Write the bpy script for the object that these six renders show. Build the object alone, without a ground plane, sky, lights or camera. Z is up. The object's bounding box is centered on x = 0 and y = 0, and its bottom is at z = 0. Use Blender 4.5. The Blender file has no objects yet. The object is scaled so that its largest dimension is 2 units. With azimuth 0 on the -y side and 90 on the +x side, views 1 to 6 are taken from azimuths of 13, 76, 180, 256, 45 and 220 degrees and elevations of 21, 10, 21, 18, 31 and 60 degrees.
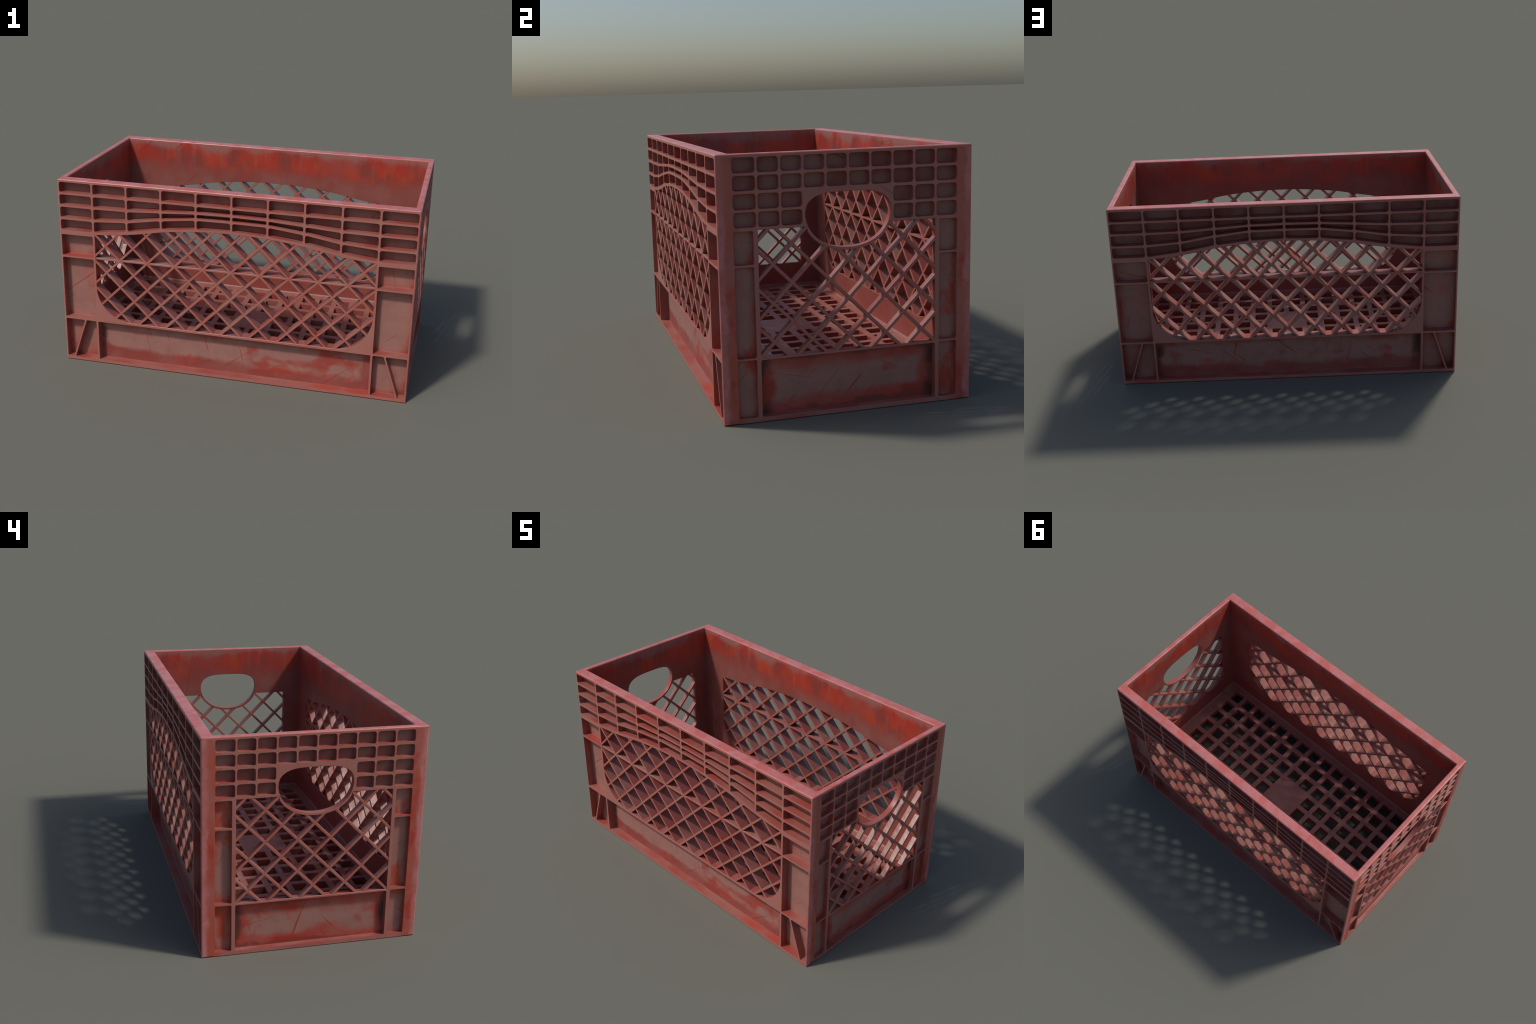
"""Weathered red plastic milk crate: four ribbed walls with lattice windows,
grip openings in the end walls, perforated floor and a plain rounded rim."""
import bpy, bmesh, math, random
from mathutils import Vector
from mathutils.geometry import delaunay_2d_cdt

random.seed(7)

# ------------------------------------------------------------------ sizes (m)
LX, LY, H = 1.0, 0.548, 1.104          # half length, half width, height
IX, IY = 0.967, 0.485                  # inner half length / half width
T_SIDE, T_END = LY - IY, LX - IX       # wall thicknesses
R_SIDE, R_END = 0.0485, 0.0250         # how deep the recesses are
RIM_Z = 1.0915                         # plain rim above this line
FLOOR_Z, FLOOR_T = 0.135, 0.045
PITCH = 0.1617                         # diamond lattice pitch
NODE_Z = 0.654                         # height of the lattice node row
ROWS = [(1.029, 1.088), (0.958, 1.016), (0.883, 0.944), (0.811, 0.871)]

# slots
M_FACE, M_WALL, M_POCKET, M_PANEL, M_INNER, M_BASE = range(6)


# ------------------------------------------------------------------ 2D helpers
def area(p):
    return 0.5 * sum(p[i - 1][0] * p[i][1] - p[i][0] * p[i - 1][1] for i in range(len(p)))


def ccw(p):
    return list(p) if area(p) > 0 else list(reversed(p))


def rounded(p, r, n=5):
    """Round the corners of a polygon; r may be one radius or one per corner."""
    out, m = [], len(p)
    for i in range(m):
        a, b, c = Vector(p[i - 1]), Vector(p[i]), Vector(p[(i + 1) % m])
        ri = r[i] if isinstance(r, (list, tuple)) else r
        if ri <= 0:
            out.append(tuple(b))
            continue
        d1, d2 = (a - b).normalized(), (c - b).normalized()
        half = math.acos(max(-1, min(1, d1.dot(d2)))) / 2
        if half > 1.5:
            out.append(tuple(b))
            continue
        t = ri / math.tan(half)
        mid = b + (d1 + d2).normalized() * (ri / math.sin(half))
        s, e = b + d1 * t - mid, b + d2 * t - mid
        a0 = math.atan2(s.y, s.x)
        da = (math.atan2(e.y, e.x) - a0 + math.pi) % (2 * math.pi) - math.pi
        for k in range(n + 1):
            ang = a0 + da * k / n
            out.append((mid.x + ri * math.cos(ang), mid.y + ri * math.sin(ang)))
    return out


def rect(x0, x1, z0, z1):
    return [(x0, z0), (x1, z0), (x1, z1), (x0, z1)]


def grown(p, d):
    """Offset a counter-clockwise polygon outwards by d (a number or one per point)."""
    out, m = [], len(p)
    for i in range(m):
        a, b, c = Vector(p[i - 1]), Vector(p[i]), Vector(p[(i + 1) % m])
        e1, e2 = (b - a).normalized(), (c - b).normalized()
        n1, n2 = Vector((e1.y, -e1.x)), Vector((e2.y, -e2.x))
        k = max(0.25, 1 + n1.dot(n2))
        di = d[i] if isinstance(d, (list, tuple)) else d
        out.append(tuple(b + (n1 + n2) * (di / k)))
    return out


def inside(pt, loops):
    x, y, odd = pt[0], pt[1], False
    for p in loops:
        for i in range(len(p)):
            (x1, y1), (x2, y2) = p[i - 1], p[i]
            if (y1 > y) != (y2 > y) and x < (x2 - x1) * (y - y1) / (y2 - y1) + x1:
                odd = not odd
    return odd


def mirrored(p):
    return ccw([(-x, z) for x, z in p])


def spline(knots, n):
    """Smooth even curve through (x, z) knots (Catmull-Rom on z)."""
    ks, out = knots, []
    for i in range(len(ks) - 1):
        p0, p1, p2, p3 = ks[max(i - 1, 0)], ks[i], ks[i + 1], ks[min(i + 2, len(ks) - 1)]
        for k in range(n):
            t = k / n
            f = lambda a, b, c, d: 0.5 * (2 * b + (c - a) * t + (2 * a - 5 * b + 4 * c - d) * t * t + (3 * b - a - 3 * c + d) * t ** 3)
            out.append((p1[0] + (p2[0] - p1[0]) * t, f(p0[1], p1[1], p2[1], p3[1])))
    out.append(ks[-1])
    return out


# ------------------------------------------------------------------ slab builder
def quarter(r, n):
    """(offset, depth) pairs of a rounded edge, from the face inwards."""
    if r <= 0:
        return [(0.0, 0.0)]
    return [(r * (1 - math.sin(a)), r * (1 - math.cos(a))) for a in (math.pi / 2 * k / n for k in range(n + 1))]


class Slab:
    """A plate of thickness t drawn in 2D (u, w): an outline, through holes and
    blind recesses, every edge rounded.  place(u, w, d) puts it in space."""

    def __init__(self, place, t, outline, front=0.002, back=0.002, seg=2, mask=None):
        self.bm, self.place, self.t = bmesh.new(), place, t
        self.flat = self.bm.faces.layers.int.new("flat_face")
        self.fronts, self.backs = [], []
        o = ccw(outline)
        mask = mask or (lambda u, w, side: 1.0)
        mf = [mask(u, w, 0) for u, w in o]
        mb = [mask(u, w, 1) for u, w in o]
        rings = [([-k * m for m in mf], d) for k, d in quarter(front, seg)]
        rings += [([-k * m for m in mb], t - d) for k, d in reversed(quarter(back, seg))]
        loops = self.strip(o, rings, M_FACE)
        self.fronts.append(loops[0])
        self.backs.append(loops[-1])

    def strip(self, poly, rings, slot, slots=None):
        loops = []
        for off, d in rings:
            pts = grown(poly, off)
            vs = [self.bm.verts.new(self.place(u, w, d)) for u, w in pts]
            loops.append((pts, vs))
        m = len(poly)
        for k in range(len(loops) - 1):
            a, b = loops[k][1], loops[k + 1][1]
            for i in range(m):
                j = (i + 1) % m
                f = self.bm.faces.new((a[i], a[j], b[j], b[i]))
                f.material_index = slots[k] if slots else slot
        return loops

    def hole(self, poly, r=0.0015, seg=1):
        p = ccw(poly)
        rings = [(k, d) for k, d in quarter(r, seg)] + [(k, self.t - d) for k, d in reversed(quarter(r, seg))]
        loops = self.strip(p, rings, M_WALL)
        self.fronts.append(loops[0])
        self.backs.append(loops[-1])

    def recess(self, poly, depth, slot, r=0.0015, fillet=0.005, draft=0.0):
        p = ccw(poly)
        rings = [(k, d) for k, d in quarter(r, 2)]
        rings += [(-draft - fillet * 0.0, depth - fillet), (-draft - fillet * 0.3, depth - fillet * 0.3), (-draft - fillet, depth)]
        n = len(rings) - 1
        loops = self.strip(p, rings, M_WALL, [M_WALL] * (n - 1) + [slot])
        self.fronts.append(loops[0])
        self.cap([loops[-1]], slot)

    def cap(self, loops, slot):
        pts, vs, edges = [], [], []
        for p, v in loops:
            b = len(pts)
            pts += [Vector(q) for q in p]
            vs += v
            edges += [(b + i, b + (i + 1) % len(p)) for i in range(len(p))]
        _, _, faces, origin, _, _ = delaunay_2d_cdt(pts, edges, [], 0, 1e-7)
        polys = [p for p, _ in loops]
        for f in faces:
            idx = [origin[i][0] for i in f]
            c = sum((pts[i] for i in idx), Vector((0, 0))) / len(idx)
            if inside(c, polys):
                try:
                    f = self.bm.faces.new([vs[i] for i in idx])
                    f.material_index = slot
                    f[self.flat] = 1
                except ValueError:
                    pass

    def finish(self, front=M_FACE, back=M_INNER):
        self.cap(self.fronts, front)
        self.cap(self.backs, back)
        bmesh.ops.recalc_face_normals(self.bm, faces=self.bm.faces)
        return self.bm


# ------------------------------------------------------------------ materials
class Nodes:
    """Small wrapper that keeps node wiring readable."""

    def __init__(self, name):
        self.mat = bpy.data.materials.new(name)
        self.mat.use_nodes = True
        self.t = self.mat.node_tree
        self.bsdf = self.t.nodes["Principled BSDF"]
        self.co = self.t.nodes.new("ShaderNodeTexCoord").outputs["Object"]
        self.geo = self.t.nodes.new("ShaderNodeNewGeometry")

    def put(self, node, socket, value):
        s = node.inputs[socket]
        if isinstance(value, bpy.types.NodeSocket):
            self.t.links.new(value, s)
        elif isinstance(value, tuple) and s.type == "RGBA":
            s.default_value = (*value, 1)
        else:
            s.default_value = value

    def scaled(self, sx, sy, sz, off=(0, 0, 0), rot=(0, 0, 0)):
        n = self.t.nodes.new("ShaderNodeMapping")
        self.put(n, "Vector", self.co)
        n.inputs["Scale"].default_value = (sx, sy, sz)
        n.inputs["Location"].default_value = off
        n.inputs["Rotation"].default_value = rot
        return n.outputs[0]

    def noise(self, scale, detail=4.0, rough=0.6, vec=None, distort=0.0):
        n = self.t.nodes.new("ShaderNodeTexNoise")
        self.put(n, "Vector", vec or self.co)
        for k, v in (("Scale", scale), ("Detail", detail), ("Roughness", rough), ("Distortion", distort)):
            self.put(n, k, v)
        return n.outputs["Fac"]

    def ramp(self, v, a, b, lo=0.0, hi=1.0):
        n = self.t.nodes.new("ShaderNodeMapRange")
        n.interpolation_type = "SMOOTHSTEP"
        for k, x in (("Value", v), ("From Min", a), ("From Max", b), ("To Min", lo), ("To Max", hi)):
            self.put(n, k, x)
        return n.outputs["Result"]

    def math(self, op, a, b=0.0):
        n = self.t.nodes.new("ShaderNodeMath")
        n.operation = op
        self.put(n, 0, a)
        self.put(n, 1, b)
        return n.outputs[0]

    def mul(self, *v):
        r = v[0]
        for x in v[1:]:
            r = self.math("MULTIPLY", r, x)
        return r

    def mix(self, fac, a, b):
        n = self.t.nodes.new("ShaderNodeMix")
        n.data_type = "RGBA"
        for s, v in ((0, fac), (6, a), (7, b)):
            i = n.inputs[s]
            if isinstance(v, bpy.types.NodeSocket):
                self.t.links.new(v, i)
            else:
                i.default_value = (*v, 1) if isinstance(v, tuple) else v
        return n.outputs[2]

    def ao(self, dist, samples=8):
        n = self.t.nodes.new("ShaderNodeAmbientOcclusion")
        n.samples = samples
        n.inputs["Distance"].default_value = dist
        return n.outputs["AO"]

    def xyz(self, v):
        n = self.t.nodes.new("ShaderNodeSeparateXYZ")
        self.put(n, 0, v)
        return n.outputs

    def scratches(self, scale, rot, width, keep):
        """Thin straight scores: noise drawn out along one direction, only its peaks kept."""
        turn = self.t.nodes.new("ShaderNodeMapping")
        self.put(turn, "Vector", self.co)
        turn.inputs["Rotation"].default_value = rot
        pull = self.t.nodes.new("ShaderNodeMapping")
        self.put(pull, "Vector", turn.outputs[0])
        pull.inputs["Scale"].default_value = (scale * 0.7, scale * 0.7, scale * 36)
        line = self.ramp(self.noise(1.0, 1, 0.4, pull.outputs[0]), 0.712 - width * 2, 0.780 - width * 2)
        return self.mul(line, self.ramp(self.noise(4.5, 3, 0.5, self.scaled(1, 1, 1, off=(rot[0] * 9, 3, 1))), keep - 0.03, keep + 0.09))

    def done(self, colour, rough, bump=0.0, spec=0.5, scale=46, detail=5, height=0.004):
        self.put(self.bsdf, "Base Color", colour)
        self.put(self.bsdf, "Roughness", rough)
        self.put(self.bsdf, "Specular IOR Level", spec)
        if bump:
            b = self.t.nodes.new("ShaderNodeBump")
            b.inputs["Strength"].default_value = bump
            b.inputs["Distance"].default_value = height
            self.put(b, "Height", self.noise(scale, detail, 0.6))
            self.put(self.bsdf, "Normal", b.outputs[0])
        return self.mat


RED = (0.420, 0.082, 0.058)        # worn plastic red
VIVID = (0.410, 0.032, 0.016)      # saturated red where it is rubbed clean
ORANGE = (0.470, 0.068, 0.026)
FADED = (0.365, 0.170, 0.138)      # chalky sun-bleached plastic
DUST = (0.560, 0.190, 0.178)       # pink dust on upward and outer faces
GRIME = (0.070, 0.026, 0.020)
GREY = (0.285, 0.130, 0.105)
MAROON = (0.180, 0.038, 0.032)
RIBRED = (0.435, 0.125, 0.096)     # ribs and posts: red under a thin film of dust

BRICK = (0.275, 0.058, 0.046)      # duller red of sheltered surfaces
CLAY = (0.300, 0.108, 0.086)


def common(n, base):
    """Fine mottling and specks shared by all the plastic parts."""
    base = n.mix(n.ramp(n.noise(30, 6, 0.65), 0.58, 0.78, 0, 0.45), base, n.mix(0.4, RED, VIVID))
    base = n.mix(n.ramp(n.noise(55, 4, 0.65, n.scaled(1, 1, 1, off=(4, 2, 9))), 0.64, 0.80, 0, 0.5), base, MAROON)
    return base


def outer_face():
    n = Nodes("worn_red_face")
    big, mid = n.noise(2.6, 4, 0.55), n.noise(8.5, 5, 0.6)
    px, py, pz = n.xyz(n.co)[:3]
    base = n.mix(n.ramp(mid, 0.36, 0.62), RIBRED, n.mix(0.55, RIBRED, FADED))
    base = n.mix(n.ramp(big, 0.50, 0.68, 0, 0.75), base, n.mix(0.3, RED, VIVID))
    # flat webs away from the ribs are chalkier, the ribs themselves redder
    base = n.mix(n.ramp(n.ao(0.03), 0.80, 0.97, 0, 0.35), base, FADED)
    ax, ay = n.math("ABSOLUTE", px), n.math("ABSOLUTE", py)
    post = n.ramp(ax, 0.992, 0.998)
    jag = n.math("ADD", ay, n.math("MULTIPLY", n.math("SUBTRACT", n.noise(8, 4, 0.6), 0.5), 0.06))
    # corner posts: pink dust at the very corner, clean red beside the recesses
    base = n.mix(n.mul(post, n.ramp(jag, 0.502, 0.534, 0, 0.95)), base, n.mix(n.ramp(mid, 0.38, 0.60), n.mix(0.45, RED, DUST), DUST))
    clean = n.mul(post, n.ramp(jag, 0.530, 0.506), n.ramp(ay, 0.440, 0.482), n.ramp(n.noise(4.2, 4, 0.6), 0.36, 0.58, 0.35, 0.95))
    base = n.mix(clean, base, n.mix(0.40, RED, ORANGE))
    base = n.mix(n.mul(clean, n.ramp(n.noise(7, 4, 0.6, n.scaled(1, 1, 1, off=(5, 5, 5))), 0.50, 0.62, 0, 0.8)), base, VIVID)
    base = n.mix(n.mul(n.scratches(5.0, (0.6, 0.3, 0.9), 0.012, 0.55), 0.5), base, MAROON)
    return n.done(common(n, base), n.ramp(mid, 0.3, 0.7, 0.40, 0.56), 0.12)


def rim_face():
    n = Nodes("dusty_rim")
    mid = n.noise(11, 5, 0.65)
    up = n.ramp(n.xyz(n.geo.outputs["True Normal"])[2], 0.15, 0.75)
    base = n.mix(n.ramp(mid, 0.4, 0.6), RIBRED, n.mix(0.5, RIBRED, FADED))
    top = n.mix(n.ramp(mid, 0.40, 0.60), DUST, (0.53, 0.125, 0.105))
    top = n.mix(n.ramp(n.noise(18, 5, 0.65, n.scaled(1, 1, 1, off=(2, 7, 1))), 0.52, 0.68, 0, 0.7), top, (0.44, 0.190, 0.185))
    base = n.mix(up, base, top)
    return n.done(common(n, base), n.ramp(mid, 0.3, 0.7, 0.26, 0.40), 0.12)


def rib_side():
    """Sides of ribs and recesses."""
    n = Nodes("rib_red")
    mid = n.noise(5.2, 5, 0.6)
    base = n.mix(n.ramp(mid, 0.36, 0.62), n.mix(0.35, BRICK, RED), n.mix(0.55, BRICK, FADED))
    base = n.mix(n.ramp(n.noise(3.0, 4, 0.6, n.scaled(1, 1, 1, off=(7, 1, 4))), 0.52, 0.68, 0, 0.8), base, n.mix(0.5, RED, VIVID))
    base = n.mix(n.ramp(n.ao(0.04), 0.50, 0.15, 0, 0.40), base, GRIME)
    return n.done(common(n, base), n.ramp(mid, 0.3, 0.7, 0.32, 0.46), 0.10)


def bar_face():
    n = Nodes("lattice_red")
    info = n.t.nodes.new("ShaderNodeObjectInfo").outputs["Random"]
    mid = n.noise(6.0, 4, 0.6)
    cell = n.noise(4.6, 1, 0.4, n.scaled(1, 1, 1, off=(9, 4, 2)))      # neighbouring stretches weather differently
    pick = n.math("ADD", n.mul(info, 0.25), n.math("ADD", n.mul(mid, 0.40), n.mul(cell, 0.45)))
    side = n.mix(n.ramp(pick, 0.42, 0.72), n.mix(0.35, BRICK, CLAY), n.mix(0.80, CLAY, FADED))
    nrm = n.xyz(n.geo.outputs["True Normal"])
    out = n.math("MAXIMUM", n.math("ABSOLUTE", nrm[0]), n.math("ABSOLUTE", nrm[1]))
    flat = n.mix(n.ramp(mid, 0.38, 0.60), n.mix(0.75, RED, RIBRED), n.mix(0.55, RIBRED, FADED))
    base = n.mix(n.ramp(out, 0.85, 0.97), side, flat)
    return n.done(common(n, base), n.ramp(mid, 0.3, 0.7, 0.27, 0.40), 0.35, 0.5, 11, 2, 0.010)


def pocket_floor():
    n = Nodes("pocket_grey")
    mid = n.noise(9, 4, 0.6)
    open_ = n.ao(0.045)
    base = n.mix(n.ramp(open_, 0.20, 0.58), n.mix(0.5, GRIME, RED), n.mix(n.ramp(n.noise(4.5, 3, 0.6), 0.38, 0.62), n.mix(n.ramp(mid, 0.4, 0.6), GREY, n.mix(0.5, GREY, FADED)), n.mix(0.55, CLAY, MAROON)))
    base = n.mix(n.mul(n.scratches(4.2, (0.4, 0.9, 0.2), 0.02, 0.5), 0.5), base, GRIME)
    return n.done(base, 0.52, 0.08, 0.35)


def pale(n):
    return n.mix(n.ramp(n.noise(12, 4, 0.6), 0.4, 0.65), FADED, n.mix(0.45, FADED, GREY))


def marks(n, base, keep=0.50):
    for k, (s, r) in enumerate(((2.6, (0.5, 0.6, 0.2)), (3.2, (2.3, -0.5, 0.8)), (2.4, (0.2, 0.25, 1.9)), (3.6, (1.2, -1.0, 0.3)))):
        base = n.mix(n.mul(n.scratches(s, r, 0.010, keep), 0.80), base, n.mix(0.35, VIVID, MAROON))
    drip = n.noise(1.0, 4, 0.6, n.scaled(45, 45, 4.0))
    return n.mix(n.ramp(drip, 0.62, 0.74, 0, 0.25), base, RED)


def cell_panel():
    """Recessed panels of the corner columns: chalky middle, red stain, grime by the ribs."""
    n = Nodes("faded_cell_panel")
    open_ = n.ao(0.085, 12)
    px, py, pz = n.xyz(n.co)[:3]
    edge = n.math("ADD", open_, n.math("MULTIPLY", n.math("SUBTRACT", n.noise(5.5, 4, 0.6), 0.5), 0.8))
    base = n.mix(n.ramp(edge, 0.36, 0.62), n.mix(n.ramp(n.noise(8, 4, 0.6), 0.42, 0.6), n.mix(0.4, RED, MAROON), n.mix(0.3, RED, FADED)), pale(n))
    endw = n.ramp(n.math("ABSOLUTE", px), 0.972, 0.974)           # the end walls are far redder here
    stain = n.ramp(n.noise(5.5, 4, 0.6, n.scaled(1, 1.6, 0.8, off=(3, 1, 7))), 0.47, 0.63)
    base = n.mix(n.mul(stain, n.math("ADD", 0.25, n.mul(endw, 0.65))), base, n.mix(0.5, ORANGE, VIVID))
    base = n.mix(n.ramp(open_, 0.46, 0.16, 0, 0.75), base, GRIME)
    return n.done(common(n, marks(n, base)), 0.50, 0.10, 0.4)


def base_panel(end):
    """The long recessed panel under a window; distances are taken to its own frame."""
    n = Nodes("faded_end_panel" if end else "faded_side_panel")
    px, py, pz = n.xyz(n.co)[:3]
    across = n.math("SUBTRACT", 0.383 if end else 0.79, n.math("ABSOLUTE", py if end else px))
    foot, head = n.math("SUBTRACT", pz, 0.020), n.math("SUBTRACT", 0.261, pz)
    wob = n.math("SUBTRACT", n.noise(4.2, 3, 0.5, n.scaled(1, 1, 2.0)), 0.5)
    tight = n.math("SUBTRACT", n.noise(13, 4, 0.6), 0.5)
    jag = n.math("ADD", n.mul(wob, 0.13), n.mul(tight, 0.03))
    d_foot, d_head, d_side = n.math("ADD", foot, jag), n.math("ADD", head, jag), n.math("ADD", across, n.mul(jag, 1.3))
    base = pale(n)
    patchy = n.ramp(n.noise(3.4, 4, 0.55, n.scaled(1, 1, 1, off=(6, 2, 3))), 0.42, 0.62)
    vivid = n.mix(n.ramp(n.noise(9, 4, 0.6), 0.42, 0.60), VIVID, n.mix(0.45, VIVID, RED))
    dull = n.mix(n.ramp(n.noise(7, 4, 0.6), 0.40, 0.60), BRICK, n.mix(0.5, BRICK, CLAY))
    if end:
        ring = n.math("MINIMUM", n.math("MINIMUM", d_foot, d_head), d_side)
        stain = n.ramp(ring, 0.086, 0.030)
        base = n.mix(n.mul(stain, n.ramp(patchy, 0, 1, 0.70, 1.0)), base, vivid)
        base = n.mix(n.ramp(ring, 0.026, 0.006, 0, 0.85), base, n.mix(0.35, GRIME, RED))
    else:
        base = n.mix(n.ramp(d_foot, 0.084, 0.040), base, dull)
        base = n.mix(n.mul(n.ramp(d_foot, 0.088, 0.064), n.ramp(d_foot, 0.030, 0.058), patchy, 0.85), base, vivid)
        base = n.mix(n.mul(n.ramp(d_head, 0.060, 0.020, 0, 0.9), n.ramp(patchy, 0, 1, 0.35, 1.0)), base, n.mix(0.4, BRICK, VIVID))
        base = n.mix(n.ramp(d_side, 0.055, 0.020, 0, 0.75), base, BRICK)
    blot = n.ramp(n.noise(7.0, 2, 0.45, n.scaled(1, 1, 1.3, off=(3, 1, 7))), 0.58, 0.74, 0, 0.85)
    base = n.mix(blot, base, n.mix(0.55, BRICK, VIVID))
    fleck = n.ramp(n.noise(15, 3, 0.5, n.scaled(1, 1, 0.8, off=(1, 6, 2))), 0.60, 0.70, 0, 0.6)
    base = n.mix(n.mul(fleck, n.ramp(n.noise(3.0, 2, 0.5, n.scaled(1, 1, 1, off=(8, 3, 3))), 0.45, 0.58)), base, n.mix(0.4, RED, VIVID))
    soot = n.mul(n.ramp(across, 0.06, 0.015), n.ramp(n.noise(9, 2, 0.5), 0.44, 0.60, 0, 0.85))
    base = n.mix(soot, base, GRIME)
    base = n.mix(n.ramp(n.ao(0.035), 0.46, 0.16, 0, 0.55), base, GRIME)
    return n.done(common(n, marks(n, base, 0.47)), 0.50, 0.10, 0.4)


def inner_face():
    n = Nodes("inner_red")
    px, py, pz = n.xyz(n.co)[:3]
    streak = n.noise(1.0, 6, 0.68, n.scaled(38, 38, 3.2))
    fine = n.noise(1.0, 4, 0.6, n.scaled(95, 95, 6.0))
    blot = n.noise(4.4, 6, 0.62)
    wave = n.math("ADD", n.math("ADD", n.mul(streak, 0.14), n.mul(fine, 0.06)), n.mul(blot, 0.80))
    lift = n.math("ADD", pz, n.math("MULTIPLY", n.math("SUBTRACT", wave, 0.5), 0.30))
    low = n.mix(n.ramp(n.noise(8, 4, 0.6), 0.36, 0.62), CLAY, n.mix(0.5, CLAY, BRICK))
    low = n.mix(n.ramp(n.noise(2.4, 4, 0.6), 0.46, 0.64, 0, 0.8), low, BRICK)
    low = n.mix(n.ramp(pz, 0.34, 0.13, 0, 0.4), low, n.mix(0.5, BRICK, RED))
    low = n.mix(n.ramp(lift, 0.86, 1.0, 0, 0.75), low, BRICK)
    low = n.mix(n.ramp(fine, 0.54, 0.70, 0, 0.30), low, VIVID)
    hot = n.mix(n.ramp(blot, 0.42, 0.60), n.mix(0.85, RED, VIVID), n.mix(0.6, VIVID, ORANGE))
    hot = n.mix(n.ramp(n.noise(6, 5, 0.6, n.scaled(1, 1, 0.8, off=(1, 8, 2))), 0.46, 0.64, 0, 0.9), hot, n.mix(0.25, MAROON, RED))
    hot = n.mix(n.ramp(streak, 0.50, 0.66, 0, 0.25), hot, n.mix(0.5, RED, FADED))
    where = n.ramp(n.noise(1.9, 3, 0.5, n.scaled(1, 1, 1, off=(0.3, 0, 0))), 0.34, 0.50, 0.35, 1)
    band = n.mul(n.ramp(lift, 0.900, 1.000), n.ramp(lift, 1.110, 1.050), where)
    base = n.mix(band, low, hot)
    base = n.mix(n.ramp(lift, 1.045, 1.110, 0, 0.75), base, n.mix(n.ramp(blot, 0.4, 0.6), n.mix(0.6, FADED, DUST), n.mix(0.5, FADED, GREY)))
    for s, r, w, k, a in ((2.4, (0.2, 0.7, 0.3), 0.007, 0.50, 0.7), (3.6, (0.9, 0.1, 0.8), 0.008, 0.52, 0.6), (1.7, (1.4, 0.4, 0.1), 0.006, 0.48, 0.6)):
        base = n.mix(n.mul(n.scratches(s, r, w, k), a), base, n.mix(0.4, VIVID, MAROON))
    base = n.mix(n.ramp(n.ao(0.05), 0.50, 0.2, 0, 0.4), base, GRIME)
    return n.done(common(n, base), n.ramp(blot, 0.3, 0.7, 0.40, 0.54), 0.12)


def floor_face():
    n = Nodes("floor_red")
    mid = n.noise(7, 5, 0.6)
    base = n.mix(n.ramp(mid, 0.36, 0.64), CLAY, n.mix(0.65, CLAY, FADED))
    base = n.mix(n.ramp(n.noise(13, 4, 0.6), 0.54, 0.70, 0, 0.7), base, (0.20, 0.095, 0.080))
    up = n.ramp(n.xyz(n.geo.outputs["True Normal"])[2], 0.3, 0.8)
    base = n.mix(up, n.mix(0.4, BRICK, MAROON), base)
    base = n.mix(n.mul(n.scratches(3.0, (0.3, 0.2, 0.7), 0.01, 0.5), 0.6), base, MAROON)
    return n.done(common(n, base), 0.46, 0.12)


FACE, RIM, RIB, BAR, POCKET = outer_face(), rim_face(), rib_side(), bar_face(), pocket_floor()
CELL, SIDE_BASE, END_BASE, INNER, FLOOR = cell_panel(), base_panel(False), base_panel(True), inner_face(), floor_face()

# ------------------------------------------------------------------ scene graph
coll = bpy.context.scene.collection
crate = bpy.data.objects.new("milk_crate", None)
coll.objects.link(crate)
crate["label"] = "weathered red plastic milk crate with diamond lattice sides"
crate["category"] = "milk crate"


def add(name, bm_or_mesh, parent, mats=None):
    if isinstance(bm_or_mesh, bmesh.types.BMesh):
        me = bpy.data.meshes.new(name)
        bm_or_mesh.to_mesh(me)
        bm_or_mesh.free()
        for m in mats:
            me.materials.append(m)
        set_normals(me)
    else:
        me = bm_or_mesh
    o = bpy.data.objects.new(name, me)
    o.parent = parent
    coll.objects.link(o)
    return o


def set_normals(me, limit=math.cos(math.radians(40))):
    """Rounded edges shade smoothly, flat faces stay perfectly flat."""
    flat = [d.value for d in me.attributes["flat_face"].data]
    fn = [p.normal.copy() for p in me.polygons]
    fa = [p.area for p in me.polygons]
    around = [[] for _ in me.vertices]
    for p in me.polygons:
        for v in p.vertices:
            around[v].append(p.index)
    out = [None] * len(me.loops)
    for p in me.polygons:
        me_n = fn[p.index]
        for li in p.loop_indices:
            if flat[p.index]:
                out[li] = me_n
                continue
            near = [q for q in around[me.loops[li].vertex_index] if fn[q].dot(me_n) > limit]
            level = next((fn[q] for q in near if flat[q]), None)
            out[li] = level or sum((fn[q] * fa[q] for q in near), Vector((0, 0, 0))).normalized()
    for p in me.polygons:
        p.use_smooth = True
    me.normals_split_custom_set(out)


def cut_off_above(bm, z):
    """Split a wall along a level line; returns (below, above) with matching borders."""
    bmesh.ops.bisect_plane(bm, geom=bm.verts[:] + bm.edges[:] + bm.faces[:], plane_co=(0, 0, z), plane_no=(0, 0, 1))
    top = bm.copy()
    for b, keep in ((bm, lambda c: c < z), (top, lambda c: c > z)):
        bmesh.ops.delete(b, geom=[f for f in b.faces if not keep(f.calc_center_median().z)], context="FACES")
    return bm, top


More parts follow.
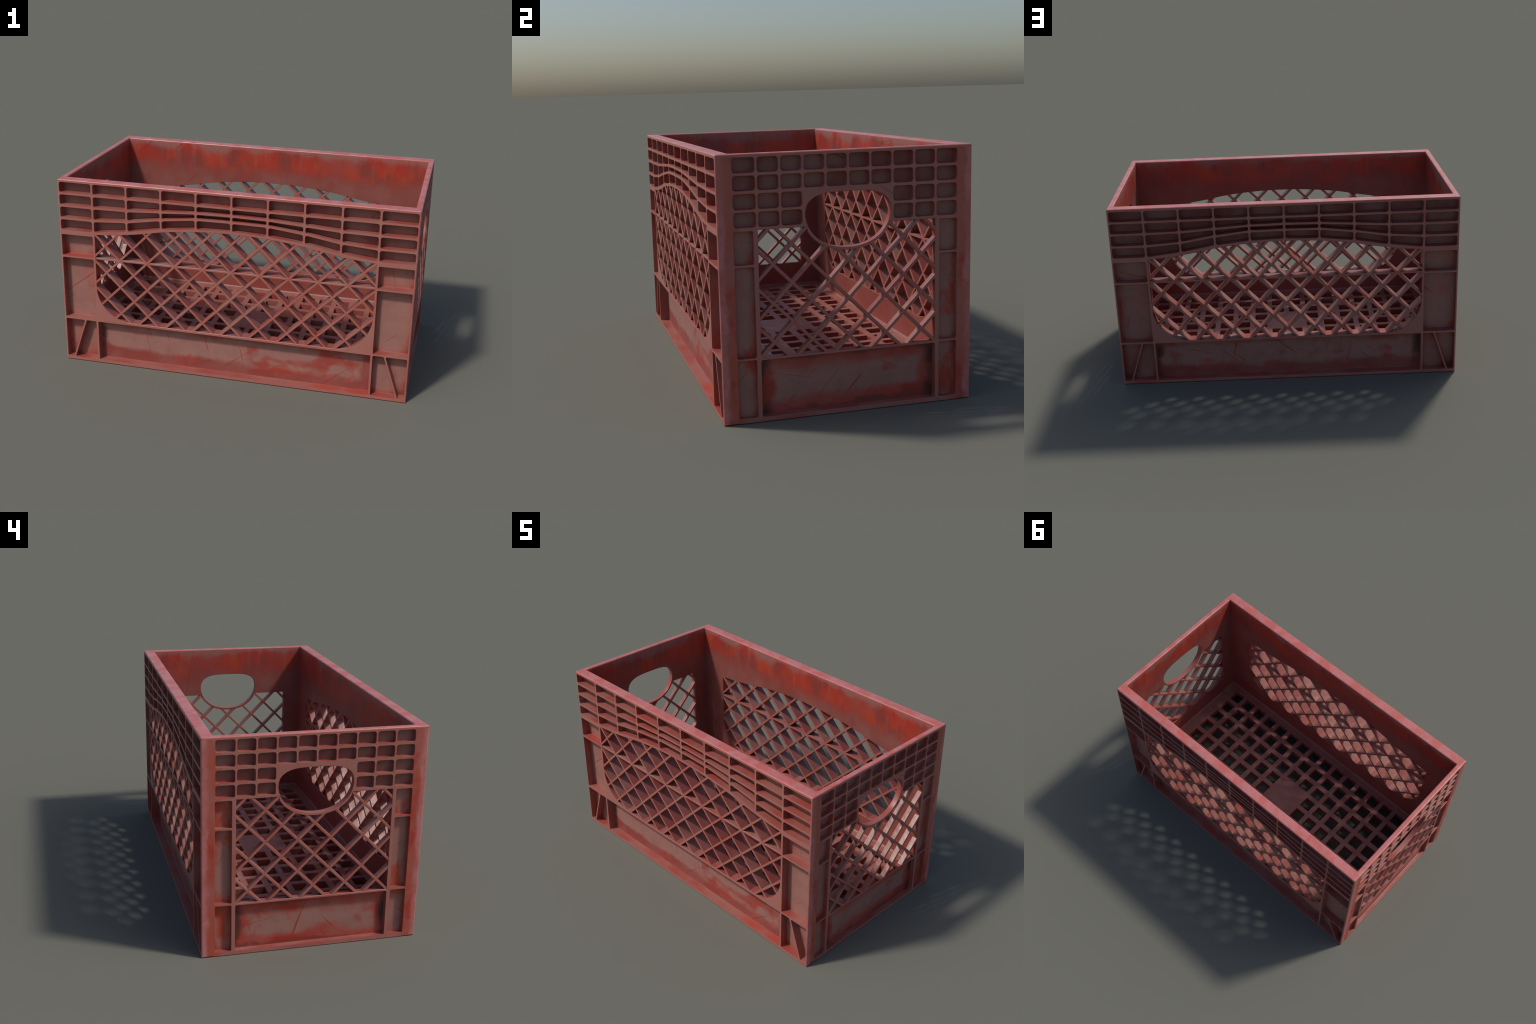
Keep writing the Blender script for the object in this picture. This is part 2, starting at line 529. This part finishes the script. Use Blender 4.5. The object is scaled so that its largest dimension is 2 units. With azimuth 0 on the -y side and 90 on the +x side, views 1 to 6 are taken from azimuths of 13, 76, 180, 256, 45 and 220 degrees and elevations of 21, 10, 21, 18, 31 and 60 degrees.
# ------------------------------------------------------------------ lattice bars
def crossings(p, d, poly):
    """Parameter intervals of the line p + t d that lie inside poly."""
    ts = []
    for i in range(len(poly)):
        a, b = Vector(poly[i - 1]), Vector(poly[i])
        e = b - a
        den = d.x * e.y - d.y * e.x
        if abs(den) < 1e-12:
            continue
        s = ((p.x - a.x) * d.y - (p.y - a.y) * d.x) / -den
        if 0 <= s < 1:
            q = a + e * s - p
            ts.append(q.dot(d))
    ts.sort()
    return [(ts[i], ts[i + 1]) for i in range(0, len(ts) - 1, 2)]


def bars(window, direction, half, starts):
    """Quads of the bars that run through a window opening, their ends sunk into the frame."""
    d = Vector(direction).normalized()
    nrm = Vector((-d.y, d.x))
    reach = grown(ccw(window), 0.0065)
    out = []
    for p in starts:
        c = [crossings(Vector(p) + nrm * s * half, d, reach) for s in (0, -1, 1)]
        for a, b in c[0]:
            if b - a < 0.03:
                continue
            quad = []
            for s, ivs in ((-1, c[1]), (1, c[2])):
                best = max(ivs, key=lambda v: min(v[1], b) - max(v[0], a), default=(a, b))
                if min(best[1], b) - max(best[0], a) <= 0:
                    best = (a, b)
                quad += [(s, best[0]), (s, best[1])]
            base = Vector(p)
            q = [base + nrm * s * half + d * t for s, t in (quad[0], quad[1], quad[3], quad[2])]
            out.append([tuple(v) for v in q])
    return out


def build_bars(parent, window, place, thick, half, horizontal):
    n = 16
    groups = [("lattice_bar", (1, 1), half, [(PITCH * k, NODE_Z) for k in range(-n, n + 1)], 0.0006),
              ("lattice_bar", (1, -1), half, [(PITCH * k, NODE_Z) for k in range(-n, n + 1)], 0.0012)]
    if horizontal:
        groups.append(("crossbar", (1, 0), half * 0.92, [(0, NODE_Z)], 0.0018))
    for name, d, h, starts, inset in groups:
        for q in bars(window, d, h, starts):
            s = Slab(lambda u, w, t, i=inset: place(u, w, t + i), thick - 2 * inset, q, 0.0028, 0.0022, 3)
            add(name, s.finish(M_FACE, M_FACE), parent, [BAR])


# ------------------------------------------------------------------ long side walls
ARCH = [(0.0, 0.878), (0.10, 0.877), (0.20, 0.871), (0.30, 0.862), (0.40, 0.849), (0.50, 0.830), (0.60, 0.814), (0.70, 0.802), (0.79, 0.796)]
COLUMN = 0.1994
RIB2 = [0.981, 0.978, 0.966, 0.954, 0.951, 0.951]       # shelf heights at each column line
RIB3 = [0.945, 0.943, 0.921, 0.890, 0.877, 0.877]
SILL = [0.893, 0.888, 0.868, 0.834, 0.811, 0.811]


def side_window():
    half = spline(ARCH, 2)                               # centre -> right
    top = list(reversed(half)) + [(-x, z) for x, z in half[1:]]
    lower = rounded(rect(-0.79, 0.79, 0.276, 0.9), [0.205, 0.205, 0, 0], 18)
    foot = [p for p in lower if p[1] < 0.85]
    # foot runs left-bottom -> right-bottom, then the arch closes it back to the left
    return ccw(foot + top)


def side_recesses():
    hr = 0.0065
    out = []
    for k in range(5):
        xl = k * COLUMN + 0.006
        xr = (k + 1) * COLUMN - 0.006 if k < 4 else 0.9895
        lines = [(1.088, 1.088), (1.0225, 1.0225), (RIB2[k], RIB2[k + 1]), (RIB3[k], RIB3[k + 1]), (SILL[k], SILL[k + 1])]
        for r in range(4):
            t, b = lines[r], lines[r + 1]
            ut, ub = (0 if r == 0 else hr), (0 if r == 3 else hr)
            q = [(xl, b[0] + ub), (xr, b[1] + ub), (xr, t[1] - ut), (xl, t[0] - ut)]
            h = min(q[3][1] - q[0][1], q[2][1] - q[1][1])
            q = rounded(q, min(0.011, 0.38 * h), 4)
            out += [(q, M_POCKET), (mirrored(q), M_POCKET)]
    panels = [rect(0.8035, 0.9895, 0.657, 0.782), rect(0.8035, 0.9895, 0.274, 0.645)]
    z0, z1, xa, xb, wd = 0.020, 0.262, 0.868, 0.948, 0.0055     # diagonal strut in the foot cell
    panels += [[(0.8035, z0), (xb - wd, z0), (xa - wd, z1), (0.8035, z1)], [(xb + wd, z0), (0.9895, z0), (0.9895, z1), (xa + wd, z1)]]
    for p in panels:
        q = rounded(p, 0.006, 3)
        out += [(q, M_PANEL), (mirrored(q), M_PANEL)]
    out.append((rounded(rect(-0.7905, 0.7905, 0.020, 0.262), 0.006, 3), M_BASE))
    return out


def box_outline(half, extra=()):
    p = rounded([(-half, 0), (half, 0), (half, 0.012), (half, H), (-half, H), (-half, 0.012)], [0.003, 0.003, 0, 0.0078, 0.0078, 0], 4)
    return p


def side_wall(sign):
    place = lambda u, w, d: Vector((u * -sign, sign * (LY - d), w)) if sign > 0 else Vector((u, -(LY - d), w))
    o = ccw(box_outline(LX))
    # extra points so that the inner rim edge is only rounded between the end walls
    top = [(IX + 0.0001, H), (IX - 0.0001, H), (-IX + 0.0001, H), (-IX - 0.0001, H)]
    i = max(k for k in range(len(o)) if abs(o[k][1] - H) < 1e-5 and o[k][0] > 0)
    o = o[: i + 1] + top + o[i + 1:]
    s = Slab(place, T_SIDE, o, 0.0070, 0.007, 4, lambda u, w, back: (abs(u) < IX and w > 1) * 1.0 if back else (1.0 if w > 0.01 else 0.3))
    win = side_window()
    s.hole(win, 0.0015, 1)
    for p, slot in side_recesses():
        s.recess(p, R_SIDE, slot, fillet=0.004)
    wall, rim = cut_off_above(s.finish(), RIM_Z)
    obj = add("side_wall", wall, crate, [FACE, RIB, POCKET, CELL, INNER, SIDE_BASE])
    build_bars(obj, win, place, T_SIDE, 0.0067, True)
    return rim


# ------------------------------------------------------------------ end walls
GRIP = [(0.0, 0.706), (0.06, 0.7125), (0.108, 0.731), (0.147, 0.762), (0.172, 0.800), (0.183, 0.842), (0.178, 0.880), (0.160, 0.905), (0.128, 0.923), (0.085, 0.932), (0.03, 0.934)]


def closed_curve(points, n):
    """Smooth closed curve through points (uniform Catmull-Rom)."""
    m, out = len(points), []
    for i in range(m):
        p = [Vector(points[(i + k) % m]) for k in (-1, 0, 1, 2)]
        for k in range(n):
            t = k / n
            out.append(tuple(0.5 * (2 * p[1] + (p[2] - p[0]) * t + (2 * p[0] - 5 * p[1] + 4 * p[2] - p[3]) * t * t + (3 * p[1] - p[0] - 3 * p[2] + p[3]) * t ** 3)))
    return out


def end_wall(sign):
    # u is measured so that the outer face is seen un-mirrored on both ends
    place = lambda u, w, d: Vector((sign * (LX - d), sign * u, w))
    o = [(-IY, 0), (IY, 0), (IY, H), (-IY, H)]
    s = Slab(place, T_END, o, 0.0078, 0.007, 4, lambda u, w, back: 1.0 if w > 1 else 0.0)
    # straight sides: only the top edge is rounded, so undo sideways shrink at the corners
    for v in s.bm.verts:
        if abs(v.co.y) > IY - 0.01:
            v.co.y = math.copysign(IY, v.co.y)
    for pts, _ in s.fronts + s.backs:
        pts[:] = [(math.copysign(IY, u), w) for u, w in pts]
    grip = ccw(closed_curve(GRIP + [(-x, z) for x, z in reversed(GRIP[1:])], 3))
    s.hole(grip, 0.003, 2)
    ring = grown(grip, 0.0125)
    z_top = 0.799
    low = sorted([p for p in ring if p[1] < z_top - 0.006], key=lambda p: p[0])
    # where the ring passes under the band it bulges into the window
    edge = low[-1][0] + 0.0025
    win = rounded(rect(-0.3825, 0.3825, 0.272, z_top), 0.003, 2)
    bottom = [p for p in ccw(win) if p[1] < 0.5]
    bottom.sort(key=lambda p: (p[0]))
    right_top = [(0.3825, z_top)]
    win = ccw(bottom + right_top + [(edge, z_top)] + list(reversed(low)) + [(-edge, z_top), (-0.3825, z_top)])
    s.hole(win, 0.0015, 1)
    for z0, z1 in ROWS:
        for c in range(10):
            if z0 < 0.95 and 3 <= c <= 6:
                continue
            x0 = -0.480 + 0.0960 * c + (0.0 if c == 0 else 0.005)
            x1 = -0.480 + 0.0960 * (c + 1) - (0.0 if c == 9 else 0.005)
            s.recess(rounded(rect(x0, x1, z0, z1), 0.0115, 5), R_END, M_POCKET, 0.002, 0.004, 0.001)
    for sg in (1, -1):
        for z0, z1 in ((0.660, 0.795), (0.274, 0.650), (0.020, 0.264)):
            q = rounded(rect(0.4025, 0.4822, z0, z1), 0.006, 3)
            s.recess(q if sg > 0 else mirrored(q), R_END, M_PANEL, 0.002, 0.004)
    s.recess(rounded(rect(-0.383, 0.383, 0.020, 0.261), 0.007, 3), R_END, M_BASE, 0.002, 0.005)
    wall, rim = cut_off_above(s.finish(), RIM_Z)
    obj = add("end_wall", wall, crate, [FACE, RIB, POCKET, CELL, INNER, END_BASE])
    build_bars(obj, win, place, T_END, 0.0069, False)
    return rim


# ------------------------------------------------------------------ floor
def floor():
    place = lambda u, w, d: Vector((u, w, FLOOR_Z - d))
    s = Slab(place, FLOOR_T, rect(-IX, IX, -IY, IY), 0.0, 0.0, 1)
    step, half = 0.112, 0.0385
    for i in range(-8, 8):
        for j in range(-4, 4):
            if i in (-1, 0) and j in (-1, 0):
                continue                                  # solid plate in the middle
            cx, cy = (i + 0.5) * step, (j + 0.5) * step
            s.hole(rounded(rect(cx - half, cx + half, cy - half, cy + half), 0.003, 2), 0.0025, 2)
    bm = s.finish(M_FACE, M_FACE)
    # small cove where the floor meets the walls
    r, loops = 0.014, []
    for k in range(5):
        a = math.pi / 2 * k / 4
        inset, z = r * (1 - math.cos(a)), FLOOR_Z + 0.0004 + r * (1 - math.sin(a))
        loops.append([bm.verts.new((sx * (IX - inset), sy * (IY - inset), z)) for sx, sy in ((-1, -1), (1, -1), (1, 1), (-1, 1))])
    for lo, hi in zip(loops, loops[1:]):
        for i in range(4):
            f = bm.faces.new((lo[i], lo[(i + 1) % 4], hi[(i + 1) % 4], hi[i]))
            f.normal_update()
            c = f.calc_center_median()
            if f.normal.x * c.x + f.normal.y * c.y > 0:
                f.normal_flip()
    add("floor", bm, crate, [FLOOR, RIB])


rims = [side_wall(-1), side_wall(1), end_wall(1), end_wall(-1)]
floor()

rim = bmesh.new()
for part in rims:
    me = bpy.data.meshes.new("tmp")
    part.to_mesh(me)
    part.free()
    rim.from_mesh(me)
    bpy.data.meshes.remove(me)
for f in rim.faces:
    f.material_index = 1 if f.material_index == M_INNER else 0
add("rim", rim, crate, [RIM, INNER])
